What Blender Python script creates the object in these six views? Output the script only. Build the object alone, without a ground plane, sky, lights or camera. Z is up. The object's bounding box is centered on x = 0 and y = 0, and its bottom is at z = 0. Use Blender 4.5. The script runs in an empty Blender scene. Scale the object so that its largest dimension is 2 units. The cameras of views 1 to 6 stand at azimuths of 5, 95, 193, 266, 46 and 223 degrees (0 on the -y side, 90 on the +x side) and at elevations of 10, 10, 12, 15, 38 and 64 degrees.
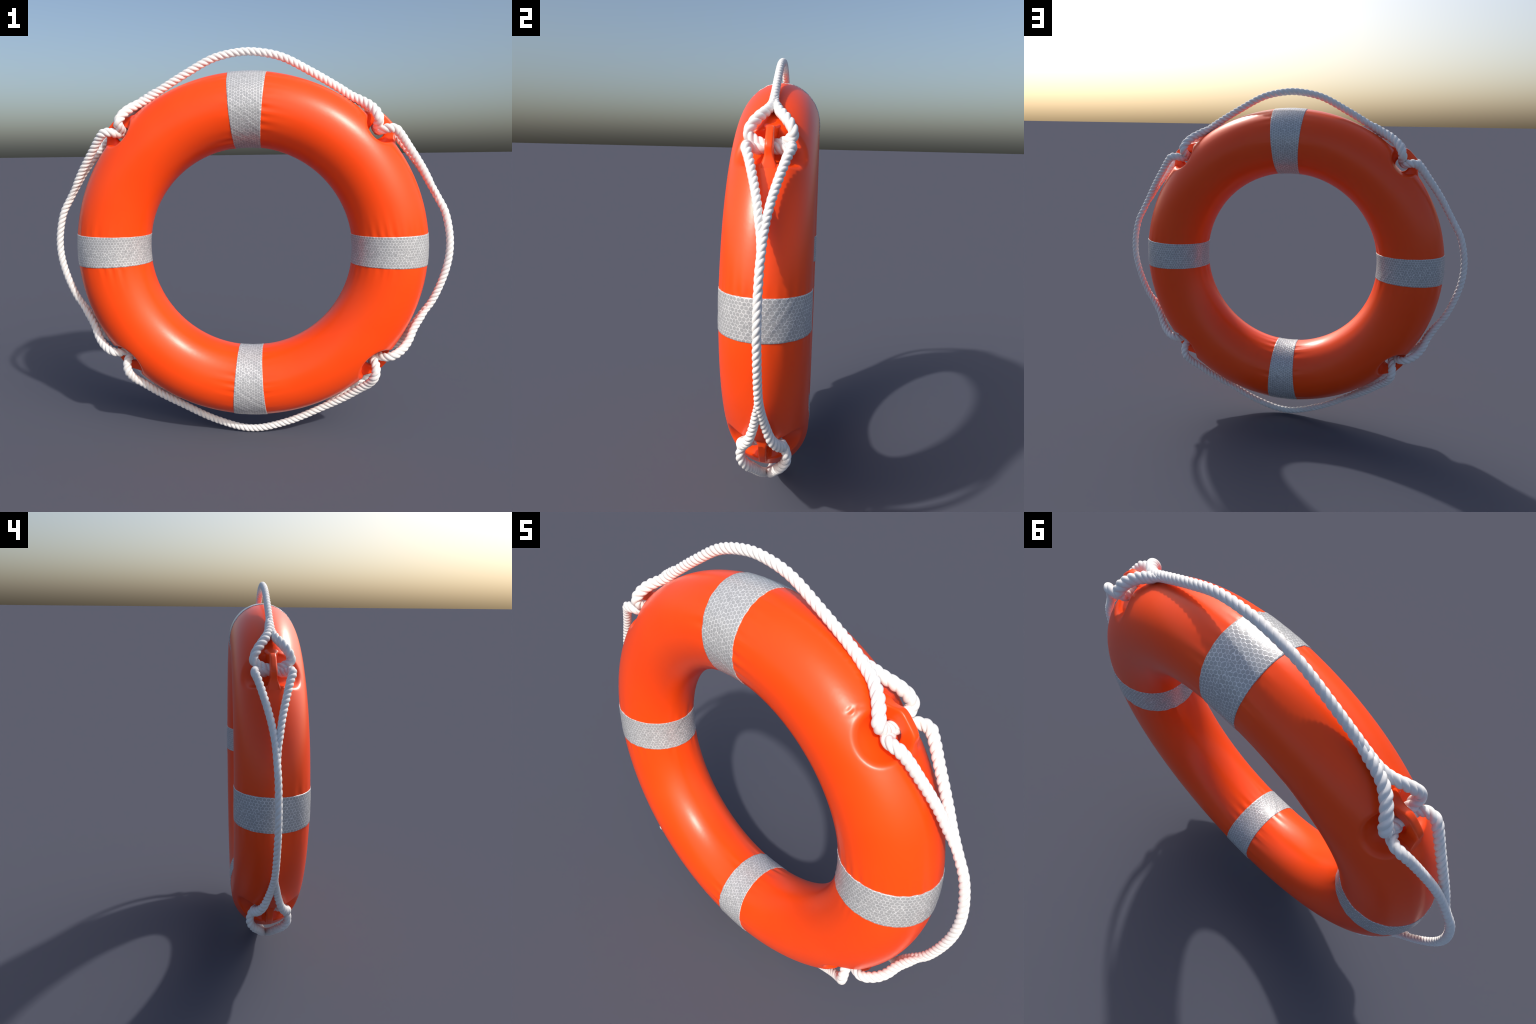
import bpy, math
import numpy as np

# ------------------------------------------------------------------ sizes (metres)
ZC = 0.973                      # height of the ring's centre
TUBE_B = 0.1681                  # half thickness of the tube along y
HOLES = [(0.615, 1.544), (0.615, 0.420), (-0.615, 0.420), (-0.615, 1.544)]   # x, z of the rope eyelets
# theta runs clockwise from the top, phi = 0 on the outer rim and 90 degrees on the +y face


def ring_R(th):
    return 0.6864 - 0.0045 * np.cos(2 * th)


def tube_a(th):
    return 0.1809 - 0.0025 * np.cos(2 * th)


def smoothstep(x, a, b):
    t = np.clip((x - a) / (b - a), 0, 1)
    return t * t * (3 - 2 * t)


def wrap(a):
    return (a + np.pi) % (2 * np.pi) - np.pi


def wave_noise(x, seed, n=7, lo=5, hi=24):
    """sum of a few seeded sines: a periodic 1-D noise"""
    g = np.random.default_rng(seed)
    out = np.zeros_like(x)
    for _ in range(n):
        k = g.integers(lo, hi)
        out += np.sin(k * x + g.uniform(0, 6.28)) * g.uniform(.4, 1)
    return out / math.sqrt(n)


# reflective tapes: theta of the middle, half width = w0 + w1*cos(phi), tangential shift
TAPES = [dict(th=0.0, w0=.077, w1=.0150, off=.003),
         dict(th=math.pi / 2, w0=.0750, w1=.0030, off=-.010),
         dict(th=math.pi, w0=.0735, w1=.0130, off=-.003),
         dict(th=-math.pi / 2, w0=.0750, w1=.0040, off=.008)]


def tape_half(tp, ph):
    return tp['w0'] + tp['w1'] * np.cos(ph)


def plain_radius(th, ph):
    """distance from the tube's centre line to its skin, without the pockets"""
    a = tube_a(th)
    r = 1 / np.sqrt((np.cos(ph) / a) ** 2 + (np.sin(ph) / TUBE_B) ** 2)
    rho = ring_R(th) + r * np.cos(ph)
    for i, tp in enumerate(TAPES):
        s = wrap(th - tp['th']) * rho - tp['off']
        w = tape_half(tp, ph)
        for side in (-1, 1):
            d = side * s - w
            fall = np.exp(-np.clip(d, 0, 1) / .040) * (d > -.02) * (np.abs(wrap(th - tp['th'])) < .6)
            fold = np.clip(wave_noise(ph, 40 + i * 2 + side, 6, 7, 30), -1.2, .6)
            r = r + .0032 * (.35 + .65 * smoothstep(wave_noise(ph, 70 + i * 2 + side, 4, 1, 5), -.3, .7)) * fold * fall * smoothstep(d, -.015, .012)
    # a pinched, dented spot beside one of the pockets
    du, dv = wrap(th - .690) * .84 / .016, wrap(ph + .56) * .175 / .026
    pinch = np.exp(-(du * du + dv * dv))
    r = r + .0016 * pinch * np.sin(du * 3.1 + .8 * np.sin(dv * 2.3)) * np.cos(dv * 2.0 + 1)
    return r


# theta, radius of the hole, radius of the pocket's middle, radius of the tab's crest
POCKETS = [(math.atan2(x, z - ZC), math.hypot(x, z - ZC), .896 if z > 1 else .873, .918 if z > 1 else .897)
           for x, z in HOLES]


def body_radius(th, ph):
    """first crossing of the skin along each ray from the tube's centre line"""
    r0 = plain_radius(th, ph)
    near = np.zeros(th.shape, bool)
    for pt, *_ in POCKETS:
        near |= np.abs(wrap(th - pt)) < .22
    near &= np.cos(ph) > -.25
    t0, p0, rr = th[near], ph[near], r0[near]
    R = ring_R(t0)

    def field(t):
        rho, y = R + t * np.cos(p0), t * np.sin(p0)
        tube = t - rr
        best = np.full(t.shape, 9.)
        for pt, _, mid, _ in POCKETS:
            s = wrap(t0 - pt) * rho
            open_ = smoothstep(np.abs(y), .015, .13)
            w = .086 + .014 * open_ + (.006 if mid < .89 else 0)
            h = .090 + .004 * open_
            k = np.sqrt((s / w) ** 2 + ((rho - mid) / h) ** 2)
            best = np.minimum(best, (k - 1) * .088)
        kk = .012                       # roundness of the pocket's rim
        a, b = tube, -best
        hh = np.clip(.5 + .5 * (a - b) / kk, 0, 1)
        return b * (1 - hh) + a * hh + kk * hh * (1 - hh)

    t = np.full(t0.shape, .03)
    done = np.zeros(t0.shape, bool)
    res = rr.copy()
    step = .0012
    prev = field(t)
    for _ in range(150):
        t2 = t + step
        f = field(t2)
        hit = (~done) & (f >= 0)
        res[hit] = (t + step * prev / (prev - f + 1e-12))[hit]
        done |= hit
        t, prev = t2, f
        if done.all():
            break
    out = r0.copy()
    out[near] = res
    return out


def to_xyz(th, ph, r):
    rho = ring_R(th) + r * np.cos(ph)
    return np.stack([rho * np.sin(th), r * np.sin(ph), ZC + rho * np.cos(th)], -1)


# ------------------------------------------------------------------ mesh helpers
def mesh_object(name, verts, faces, mat, parent=None, smooth=True):
    me = bpy.data.meshes.new(name)
    v = np.asarray(verts, dtype=np.float64).reshape(-1, 3)
    me.from_pydata(v.tolist(), [], np.asarray(faces).tolist())
    me.update()
    if smooth:
        me.polygons.foreach_set('use_smooth', np.ones(len(me.polygons), bool))
    me.materials.append(mat)
    ob = bpy.data.objects.new(name, me)
    bpy.context.scene.collection.objects.link(ob)
    if parent is not None:
        ob.parent = parent
    return ob


def grid_faces(n, m, close_n=True, close_m=True):
    i = np.arange(n if close_n else n - 1)
    j = np.arange(m if close_m else m - 1)
    I, J = np.meshgrid(i, j, indexing='ij')
    I2, J2 = (I + 1) % n, (J + 1) % m
    return np.stack([I * m + J, I2 * m + J, I2 * m + J2, I * m + J2], -1).reshape(-1, 4)


# ------------------------------------------------------------------ materials
class Nodes:
    def __init__(self, name):
        self.mat = bpy.data.materials.new(name)
        self.mat.use_nodes = True
        self.t = self.mat.node_tree
        self.bsdf = next(n for n in self.t.nodes if n.type == 'BSDF_PRINCIPLED')

    def node(self, kind, **kw):
        n = self.t.nodes.new(kind)
        for k, v in kw.items():
            setattr(n, k, v)
        return n

    def link(self, a, b):
        self.t.links.new(a, b)

    def val(self, sock, x):
        if isinstance(x, (int, float)):
            sock.default_value = x
        else:
            self.link(x, sock)

    def math(self, op, a, b=0.0, c=0.0):
        n = self.node('ShaderNodeMath', operation=op)
        for s, x in zip(n.inputs, (a, b, c)):
            self.val(s, x)
        return n.outputs[0]

    def mix(self, f, a, b):
        n = self.node('ShaderNodeMix', data_type='RGBA')
        self.val(n.inputs['Factor'], f)
        for s, x in ((n.inputs[6], a), (n.inputs[7], b)):
            if isinstance(x, tuple):
                s.default_value = (*x, 1)
            else:
                self.link(x, s)
        return n.outputs[2]

    def noise(self, vec, scale, detail=3, rough=.5):
        n = self.node('ShaderNodeTexNoise')
        n.inputs['Scale'].default_value = scale
        n.inputs['Detail'].default_value = detail
        n.inputs['Roughness'].default_value = rough
        self.link(vec, n.inputs['Vector'])
        return n

    def ramp(self, x, a, b):
        n = self.node('ShaderNodeMapRange')
        n.clamp = True
        self.val(n.inputs[0], x)
        n.inputs[1].default_value, n.inputs[2].default_value = a, b
        return n.outputs[0]

    def bump(self, h, strength, dist):
        n = self.node('ShaderNodeBump')
        n.inputs['Strength'].default_value = strength
        n.inputs['Distance'].default_value = dist
        self.link(h, n.inputs['Height'])
        self.link(n.outputs[0], self.bsdf.inputs['Normal'])

    def coords(self):
        return self.node('ShaderNodeTexCoord').outputs['Object']


def orange_plastic():
    m = Nodes('orange_plastic')
    p = m.coords()
    n1 = m.noise(p, 5, 3)
    n2 = m.noise(p, 60, 2)
    f = m.ramp(n1.outputs[0], .35, .68)
    col = m.mix(f, (1.0, .070, .0025), (1.0, .076, .0040))
    m.link(col, m.bsdf.inputs['Base Color'])
    m.bsdf.inputs['Roughness'].default_value = .34
    m.link(m.math('ADD', m.math('MULTIPLY', n1.outputs[0], .08), .29), m.bsdf.inputs['Roughness'])
    m.bsdf.inputs['Specular IOR Level'].default_value = .46
    m.bump(n2.outputs[0], .10, .002)
    return m.mat


def rope_fibre():
    m = Nodes('white_rope_fibre')
    p = m.coords()
    n1 = m.noise(p, 40, 4)
    n2 = m.noise(p, 420, 3, .6)
    col = m.mix(m.ramp(n1.outputs[0], .3, .7), (.80, .79, .78), (.88, .875, .87))
    m.link(col, m.bsdf.inputs['Base Color'])
    m.bsdf.inputs['Roughness'].default_value = .7
    m.bsdf.inputs['Specular IOR Level'].default_value = .25
    m.bump(n2.outputs[0], .25, .002)
    return m.mat


def hex_tape(across_axis):
    """silver retro-reflective cloth with a honeycomb print; the cells are laid
    out along the tube's girth (v) and across the tape (u)"""
    m = Nodes('silver_honeycomb_tape')
    p = m.coords()
    sep = m.node('ShaderNodeSeparateXYZ')
    m.link(p, sep.inputs[0])
    x, y, z = sep.outputs[0], sep.outputs[1], sep.outputs[2]
    rho = m.math('SQRT', m.math('ADD', m.math('MULTIPLY', x, x), m.math('MULTIPLY', z, z)))
    phi = m.math('ARCTAN2', y, m.math('SUBTRACT', rho, .6855))
    warp = m.noise(p, 42, 3)
    wsep = m.node('ShaderNodeSeparateColor')
    m.link(warp.outputs['Color'], wsep.inputs[0])
    cell = .0148
    across = x if across_axis == 'x' else z
    # the print is scrambled along the middle of the tape and neat near its edges
    patch = m.noise(p, 17, 2)
    mid = m.math('SUBTRACT', .050, m.math('ABSOLUTE', across))
    messy = m.ramp(m.math('ADD', mid, m.math('MULTIPLY', m.math('SUBTRACT', patch.outputs[0], .5), .16)), .0, .05)
    wamp = m.math('ADD', m.math('MULTIPLY', messy, 1.9), .15)
    v = m.math('MULTIPLY', across, 1 / cell)
    u = m.math('MULTIPLY', phi, .175 / cell)
    u = m.math('ADD', u, m.math('MULTIPLY', m.math('SUBTRACT', wsep.outputs[0], .5), wamp))
    v = m.math('ADD', v, m.math('MULTIPLY', m.math('SUBTRACT', wsep.outputs[1], .5), wamp))
    s3 = math.sqrt(3)

    def cellpos(du, dv):
        a = m.math('SUBTRACT', m.math('FLOORED_MODULO', m.math('ADD', u, du), 1.0), .5)
        b = m.math('SUBTRACT', m.math('FLOORED_MODULO', m.math('ADD', v, dv), s3), s3 / 2)
        a, b = m.math('ABSOLUTE', a), m.math('ABSOLUTE', b)
        hexd = m.math('MAXIMUM', a, m.math('ADD', m.math('MULTIPLY', a, .5), m.math('MULTIPLY', b, s3 / 2)))
        return hexd
    h = m.math('MINIMUM', cellpos(0, 0), cellpos(.5, s3 / 2))      # 0 centre .. .5 edge
    thick = m.noise(p, 90, 2)
    line = m.ramp(m.math('ADD', h, m.math('MULTIPLY', m.math('SUBTRACT', thick.outputs[0], .5), .15)), .40, .475)
    blotch = m.noise(p, 55, 4, .6)
    b = m.ramp(blotch.outputs[0], .3, .72)
    cellc = m.mix(b, (.37, .385, .405), (.47, .485, .505))
    linec = m.mix(b, (.66, .68, .71), (.82, .835, .855))
    m.link(m.mix(line, cellc, linec), m.bsdf.inputs['Base Color'])
    m.bsdf.inputs['Metallic'].default_value = 0.15
    m.bsdf.inputs['Roughness'].default_value = .33
    m.bump(m.math('ADD', line, m.math('MULTIPLY', blotch.outputs[0], .6)), .25, .0015)
    return m.mat


ORANGE = orange_plastic()
ROPE = rope_fibre()
TAPE_X, TAPE_Z = hex_tape('x'), hex_tape('z')

# ------------------------------------------------------------------ root
root = bpy.data.objects.new('life_ring', None)
root.empty_display_size = .2
bpy.context.scene.collection.objects.link(root)
root['label'] = 'orange life ring with white grab rope and silver tape'
root['category'] = 'life ring'

ORIGIN = np.array([0, 0, ZC])


def place(ob):
    ob.location = ORIGIN
    return ob


# ------------------------------------------------------------------ ring body
def build_body():
    th = [0.0]
    while th[-1] < 2 * math.pi:
        d = min(abs(wrap(np.array(th[-1] - pt))) for pt, *_ in POCKETS)
        dt = min(abs(abs(wrap(np.array(th[-1] - tp['th']))) - .1) for tp in TAPES)
        th.append(th[-1] + math.radians(.16 if d < .17 else (.35 if dt < .09 else .8)))
    th = np.array(th[:-1])
    ph = np.linspace(-math.pi, math.pi, 361)[:-1]
    T, P = np.meshgrid(th, ph, indexing='ij')
    r = body_radius(T, P)
    v = to_xyz(T, P, r) - ORIGIN
    return place(mesh_object('ring_body', v, grid_faces(len(th), len(ph)), ORANGE, root))


build_body()


# ------------------------------------------------------------------ reflective tapes
def build_tape(i, tp):
    nphi, prof = 300, []
    # cross profile of the tape: position across (-1..1) and lift off the skin
    for k in np.linspace(-1, 1, 41):
        prof.append((k, .0022))
    prof = [(-1.0, -.003), (-1.0, .0012)] + [(p * .985, l) for p, l in prof] + [(1.0, .0012), (1.0, -.003)]
    ph = np.linspace(-math.pi, math.pi, nphi + 1)[:-1]
    K = np.array(prof)
    P, kk = np.meshgrid(ph, K[:, 0], indexing='ij')
    lift = np.broadcast_to(K[:, 1], P.shape).copy()
    ragged = .0004 * wave_noise(P, 90 + i, 6, 3, 17) * np.abs(kk)
    s = kk * tape_half(tp, P) + tp['off'] + ragged * np.sign(kk)
    th = np.full(P.shape, tp['th'])
    for _ in range(3):
        rho = ring_R(th) + plain_radius(th, P) * np.cos(P)
        th = tp['th'] + s / rho
    lift = lift + .0005 * wave_noise(P + kk * .35, 120 + i, 6, 9, 40)
    r = plain_radius(th, P) + lift
    v = to_xyz(th, P, r) - ORIGIN
    f = grid_faces(nphi, K.shape[0], True, False)
    mat = TAPE_X if i % 2 == 0 else TAPE_Z
    place(mesh_object('reflective_tape', v, f, mat, root))


for i, tp in enumerate(TAPES):
    build_tape(i, tp)


# ------------------------------------------------------------------ eyelet tabs
def build_eyelet(pt, prho, crest):
    n_ang, n_sec = 160, 48
    hole = .0365
    al = np.linspace(0, 2 * math.pi, n_ang + 1)[:-1]
    # outline of the tab round the hole's centre, (s along the rim, q outwards)
    top, base = crest - prho, -.062
    poly = np.array([(-.132, base), (-.132, .016), (-.108, .029), (-.088, .039), (-.070, .051), (-.048, top - .004), (-.030, top),
                     (.030, top), (.048, top - .004), (.070, .051), (.088, .039), (.108, .029), (.132, .016), (.132, base)])
    out = []
    for a in al:
        d = np.array([math.sin(a), math.cos(a)])
        best = 9
        for p, q in zip(poly, np.roll(poly, -1, 0)):
            e = q - p
            det = d[0] * (-e[1]) + d[1] * e[0]
            if abs(det) < 1e-9:
                continue
            t = (p[0] * (-e[1]) + p[1] * e[0]) / det
            u = (d[0] * p[1] - d[1] * p[0]) / det
            if t > 0 and -1e-6 <= u <= 1 + 1e-6:
                best = min(best, t)
        out.append(best)
    out = np.array(out)
    ker = np.array([1, 2, 3, 2, 1]) / 9
    for _ in range(2):
        out = sum(k * np.roll(out, j - 2) for j, k in enumerate(ker))
    # closed section: rounded box from the hole's edge to the outline
    be = np.linspace(0, 2 * math.pi, n_sec + 1)[:-1]
    cx = np.sign(np.cos(be)) * np.abs(np.cos(be)) ** .48
    cy = np.sign(np.sin(be)) * np.abs(np.sin(be)) ** .48
    A, CX = np.meshgrid(al, cx, indexing='ij')
    _, CY = np.meshgrid(al, cy, indexing='ij')
    OUT = out[:, None]
    rad = (hole + OUT) / 2 + (OUT - hole) / 2 * CX
    s, q = rad * np.sin(A), rad * np.cos(A)
    half = .0155 + .016 * smoothstep(np.abs(s), .055, .110) + .010 * smoothstep(-q, .0, .06)
    half = half + .006 * smoothstep(-(q - .05), 0, .06)
    y = half * CY
    rho = prho + q
    th = pt + s / np.maximum(rho, .5)
    v = np.stack([rho * np.sin(th), y, ZC + rho * np.cos(th)], -1) - ORIGIN
    place(mesh_object('rope_eyelet', v, grid_faces(n_ang, n_sec)[:, ::-1], ORANGE, root))


for pt, prho, _, crest in POCKETS:
    build_eyelet(pt, prho, crest)

# ------------------------------------------------------------------ grab ropes
# right half of one rope, from the top to the bottom: x, depth off the mid plane, z, radius, ridge spacing
RIGHT = [(.038, .001, 1.921, .0184, .027), (.161, .002, 1.896, .0184, .027), (.300, .003, 1.826, .0186, .026),
         (.438, .004, 1.745, .0193, .025), (.491, .008, 1.710, .0200, .025), (.535, .021, 1.687, .0208, .028),
         (.577, .048, 1.660, .0218, .030), (.605, .072, 1.628, .0222, .030), (.617, .081, 1.597, .0222, .029),
         (.615, .054, 1.573, .0220, .027), (.619, 0., 1.555, .0225, .027),
         (.632, -.053, 1.547, .0205, .027), (.656, -.075, 1.554, .0210, .026), (.691, -.079, 1.551, .0215, .025),
         (.719, -.068, 1.525, .0200, .024), (.757, -.051, 1.474, .0190, .024), (.793, -.036, 1.425, .0185, .024),
         (.833, -.021, 1.366, .0180, .024), (.873, -.009, 1.297, .0175, .024), (.910, -.004, 1.232, .0175, .025),
         (.950, -.001, 1.156, .0175, .026), (.978, 0., 1.013, .0175, .026), (.966, -.001, .885, .0175, .025),
         (.906, -.003, .722, .0175, .024), (.853, -.010, .642, .0180, .024), (.816, -.021, .582, .0190, .025),
         (.786, -.040, .518, .0200, .026), (.753, -.060, .481, .0210, .026), (.708, -.078, .456, .0215, .026),
         (.672, -.070, .446, .0205, .026), (.645, -.038, .444, .0200, .026), (.627, 0., .434, .0210, .026),
         (.621, .050, .426, .0205, .026), (.628, .084, .400, .0210, .025), (.624, .090, .354, .0215, .025),
         (.600, .068, .309, .0210, .025), (.558, .048, .274, .0205, .025), (.502, .029, .229, .0195, .025),
         (.445, .016, .191, .0190, .025), (.372, .006, .150, .0185, .025), (.186, .001, .062, .0180, .024)]


def loop_points(flip):
    right = np.array(RIGHT)
    left = right[::-1].copy()
    left[:, 0] *= -1
    mid_low = np.array([[0, 0, .0195, .0180, .024]])
    p = np.vstack([right, mid_low, left])
    p[:, 1] *= flip
    return p


def closed_spline(p, step):
    """closed centripetal Catmull-Rom through p, resampled at an even step"""
    n = len(p)
    out = []
    for i in range(n):
        P = [p[(i + k - 1) % n] for k in range(4)]
        t = [0.]
        for k in range(3):
            t.append(t[-1] + max(np.linalg.norm(P[k + 1][:3] - P[k][:3]), 1e-6) ** .5)
        tt = np.linspace(t[1], t[2], 40, endpoint=False)[:, None]
        A1 = (t[1] - tt) / (t[1] - t[0]) * P[0] + (tt - t[0]) / (t[1] - t[0]) * P[1]
        A2 = (t[2] - tt) / (t[2] - t[1]) * P[1] + (tt - t[1]) / (t[2] - t[1]) * P[2]
        A3 = (t[3] - tt) / (t[3] - t[2]) * P[2] + (tt - t[2]) / (t[3] - t[2]) * P[3]
        B1 = (t[2] - tt) / (t[2] - t[0]) * A1 + (tt - t[0]) / (t[2] - t[0]) * A2
        B2 = (t[3] - tt) / (t[3] - t[1]) * A2 + (tt - t[1]) / (t[3] - t[1]) * A3
        out.append((t[2] - tt) / (t[2] - t[1]) * B1 + (tt - t[1]) / (t[2] - t[1]) * B2)
    q = np.vstack(out)
    d = np.linalg.norm(np.roll(q, -1, 0)[:, :3] - q[:, :3], axis=1)
    s = np.r_[0, np.cumsum(d)]
    q = np.vstack([q, q[:1]])
    m = int(s[-1] / step)
    ss = np.linspace(0, s[-1], m, endpoint=False)
    return np.stack([np.interp(ss, s, q[:, k]) for k in range(q.shape[1])], 1), s[-1] / m


def build_rope(flip, shrink):
    q, ds = closed_spline(loop_points(flip), .0022)
    n = len(q)
    c = q[:, :3].copy()
    for _ in range(3):
        c = (np.roll(c, 1, 0) + 2 * c + np.roll(c, -1, 0)) / 4
    rad, pitch = q[:, 3].copy(), q[:, 4] * 3
    if shrink:      # this rope runs inside the other one where the two lie together
        rad *= .55 + .45 * smoothstep(np.abs(c[:, 1]), .002, .012)
        eye = np.min([np.hypot(c[:, 0] - x, c[:, 2] - z) for x, z in HOLES], 0)
        rad = np.where(eye < .1, q[:, 3], rad)
        # on one upper shoulder it rides up over the other rope and is the thicker of the two
        ang = np.arctan2(c[:, 0], c[:, 2] - ZC)
        bump = np.exp(-((ang + .605) / .095) ** 2)
        sag = -.008 * bump
        rad = np.maximum(rad, q[:, 3] * (.55 + .52 * np.clip(bump * 1.6, 0, 1)))
        c[:, 0] -= sag * np.sin(ang)
        c[:, 2] -= sag * np.cos(ang)
    T = np.roll(c, -1, 0) - np.roll(c, 1, 0)
    T /= np.linalg.norm(T, axis=1)[:, None]
    N = np.zeros_like(T)
    v = np.array([0., 1., 0.])
    v -= T[0] * v.dot(T[0])
    N[0] = v / np.linalg.norm(v)
    for i in range(1, n):
        v = N[i - 1] - T[i] * N[i - 1].dot(T[i])
        N[i] = v / np.linalg.norm(v)
    v = N[-1] - T[0] * N[-1].dot(T[0])
    v /= np.linalg.norm(v)
    hol = math.atan2(np.cross(N[0], v).dot(T[0]), N[0].dot(v))       # closing angle of the frame
    B = np.cross(T, N)
    rate = 2 * math.pi * ds / pitch
    turns = round((rate.sum() + hol) / (2 * math.pi))
    rate *= (2 * math.pi * turns - hol) / rate.sum()
    phase = np.cumsum(rate) - rate[0]
    squash = np.array([1.05, .88, 1.05])

    def tube(off, rs, m, name, parent, phi0):
        ang = phase + phi0
        ctr = c + (rad * off)[:, None] * (np.cos(ang)[:, None] * N + np.sin(ang)[:, None] * B) * squash
        a = np.linspace(0, 2 * math.pi, m + 1)[:-1]
        AA = ang[:, None] + a[None, :]
        dirs = np.cos(AA)[..., None] * N[:, None, :] + np.sin(AA)[..., None] * B[:, None, :]
        vv = ctr[:, None, :] + dirs * (rad * rs)[:, None, None] * squash - ORIGIN
        return mesh_object(name, vv, grid_faces(n, m)[:, ::-1], ROPE, parent)

    core = place(tube(0.0, .35, 10, 'grab_rope', root, 0))
    for k in range(3):
        tube(.33, .69, 18, 'rope_strand', core, k * 2 * math.pi / 3)


build_rope(-1, False)
build_rope(1, True)
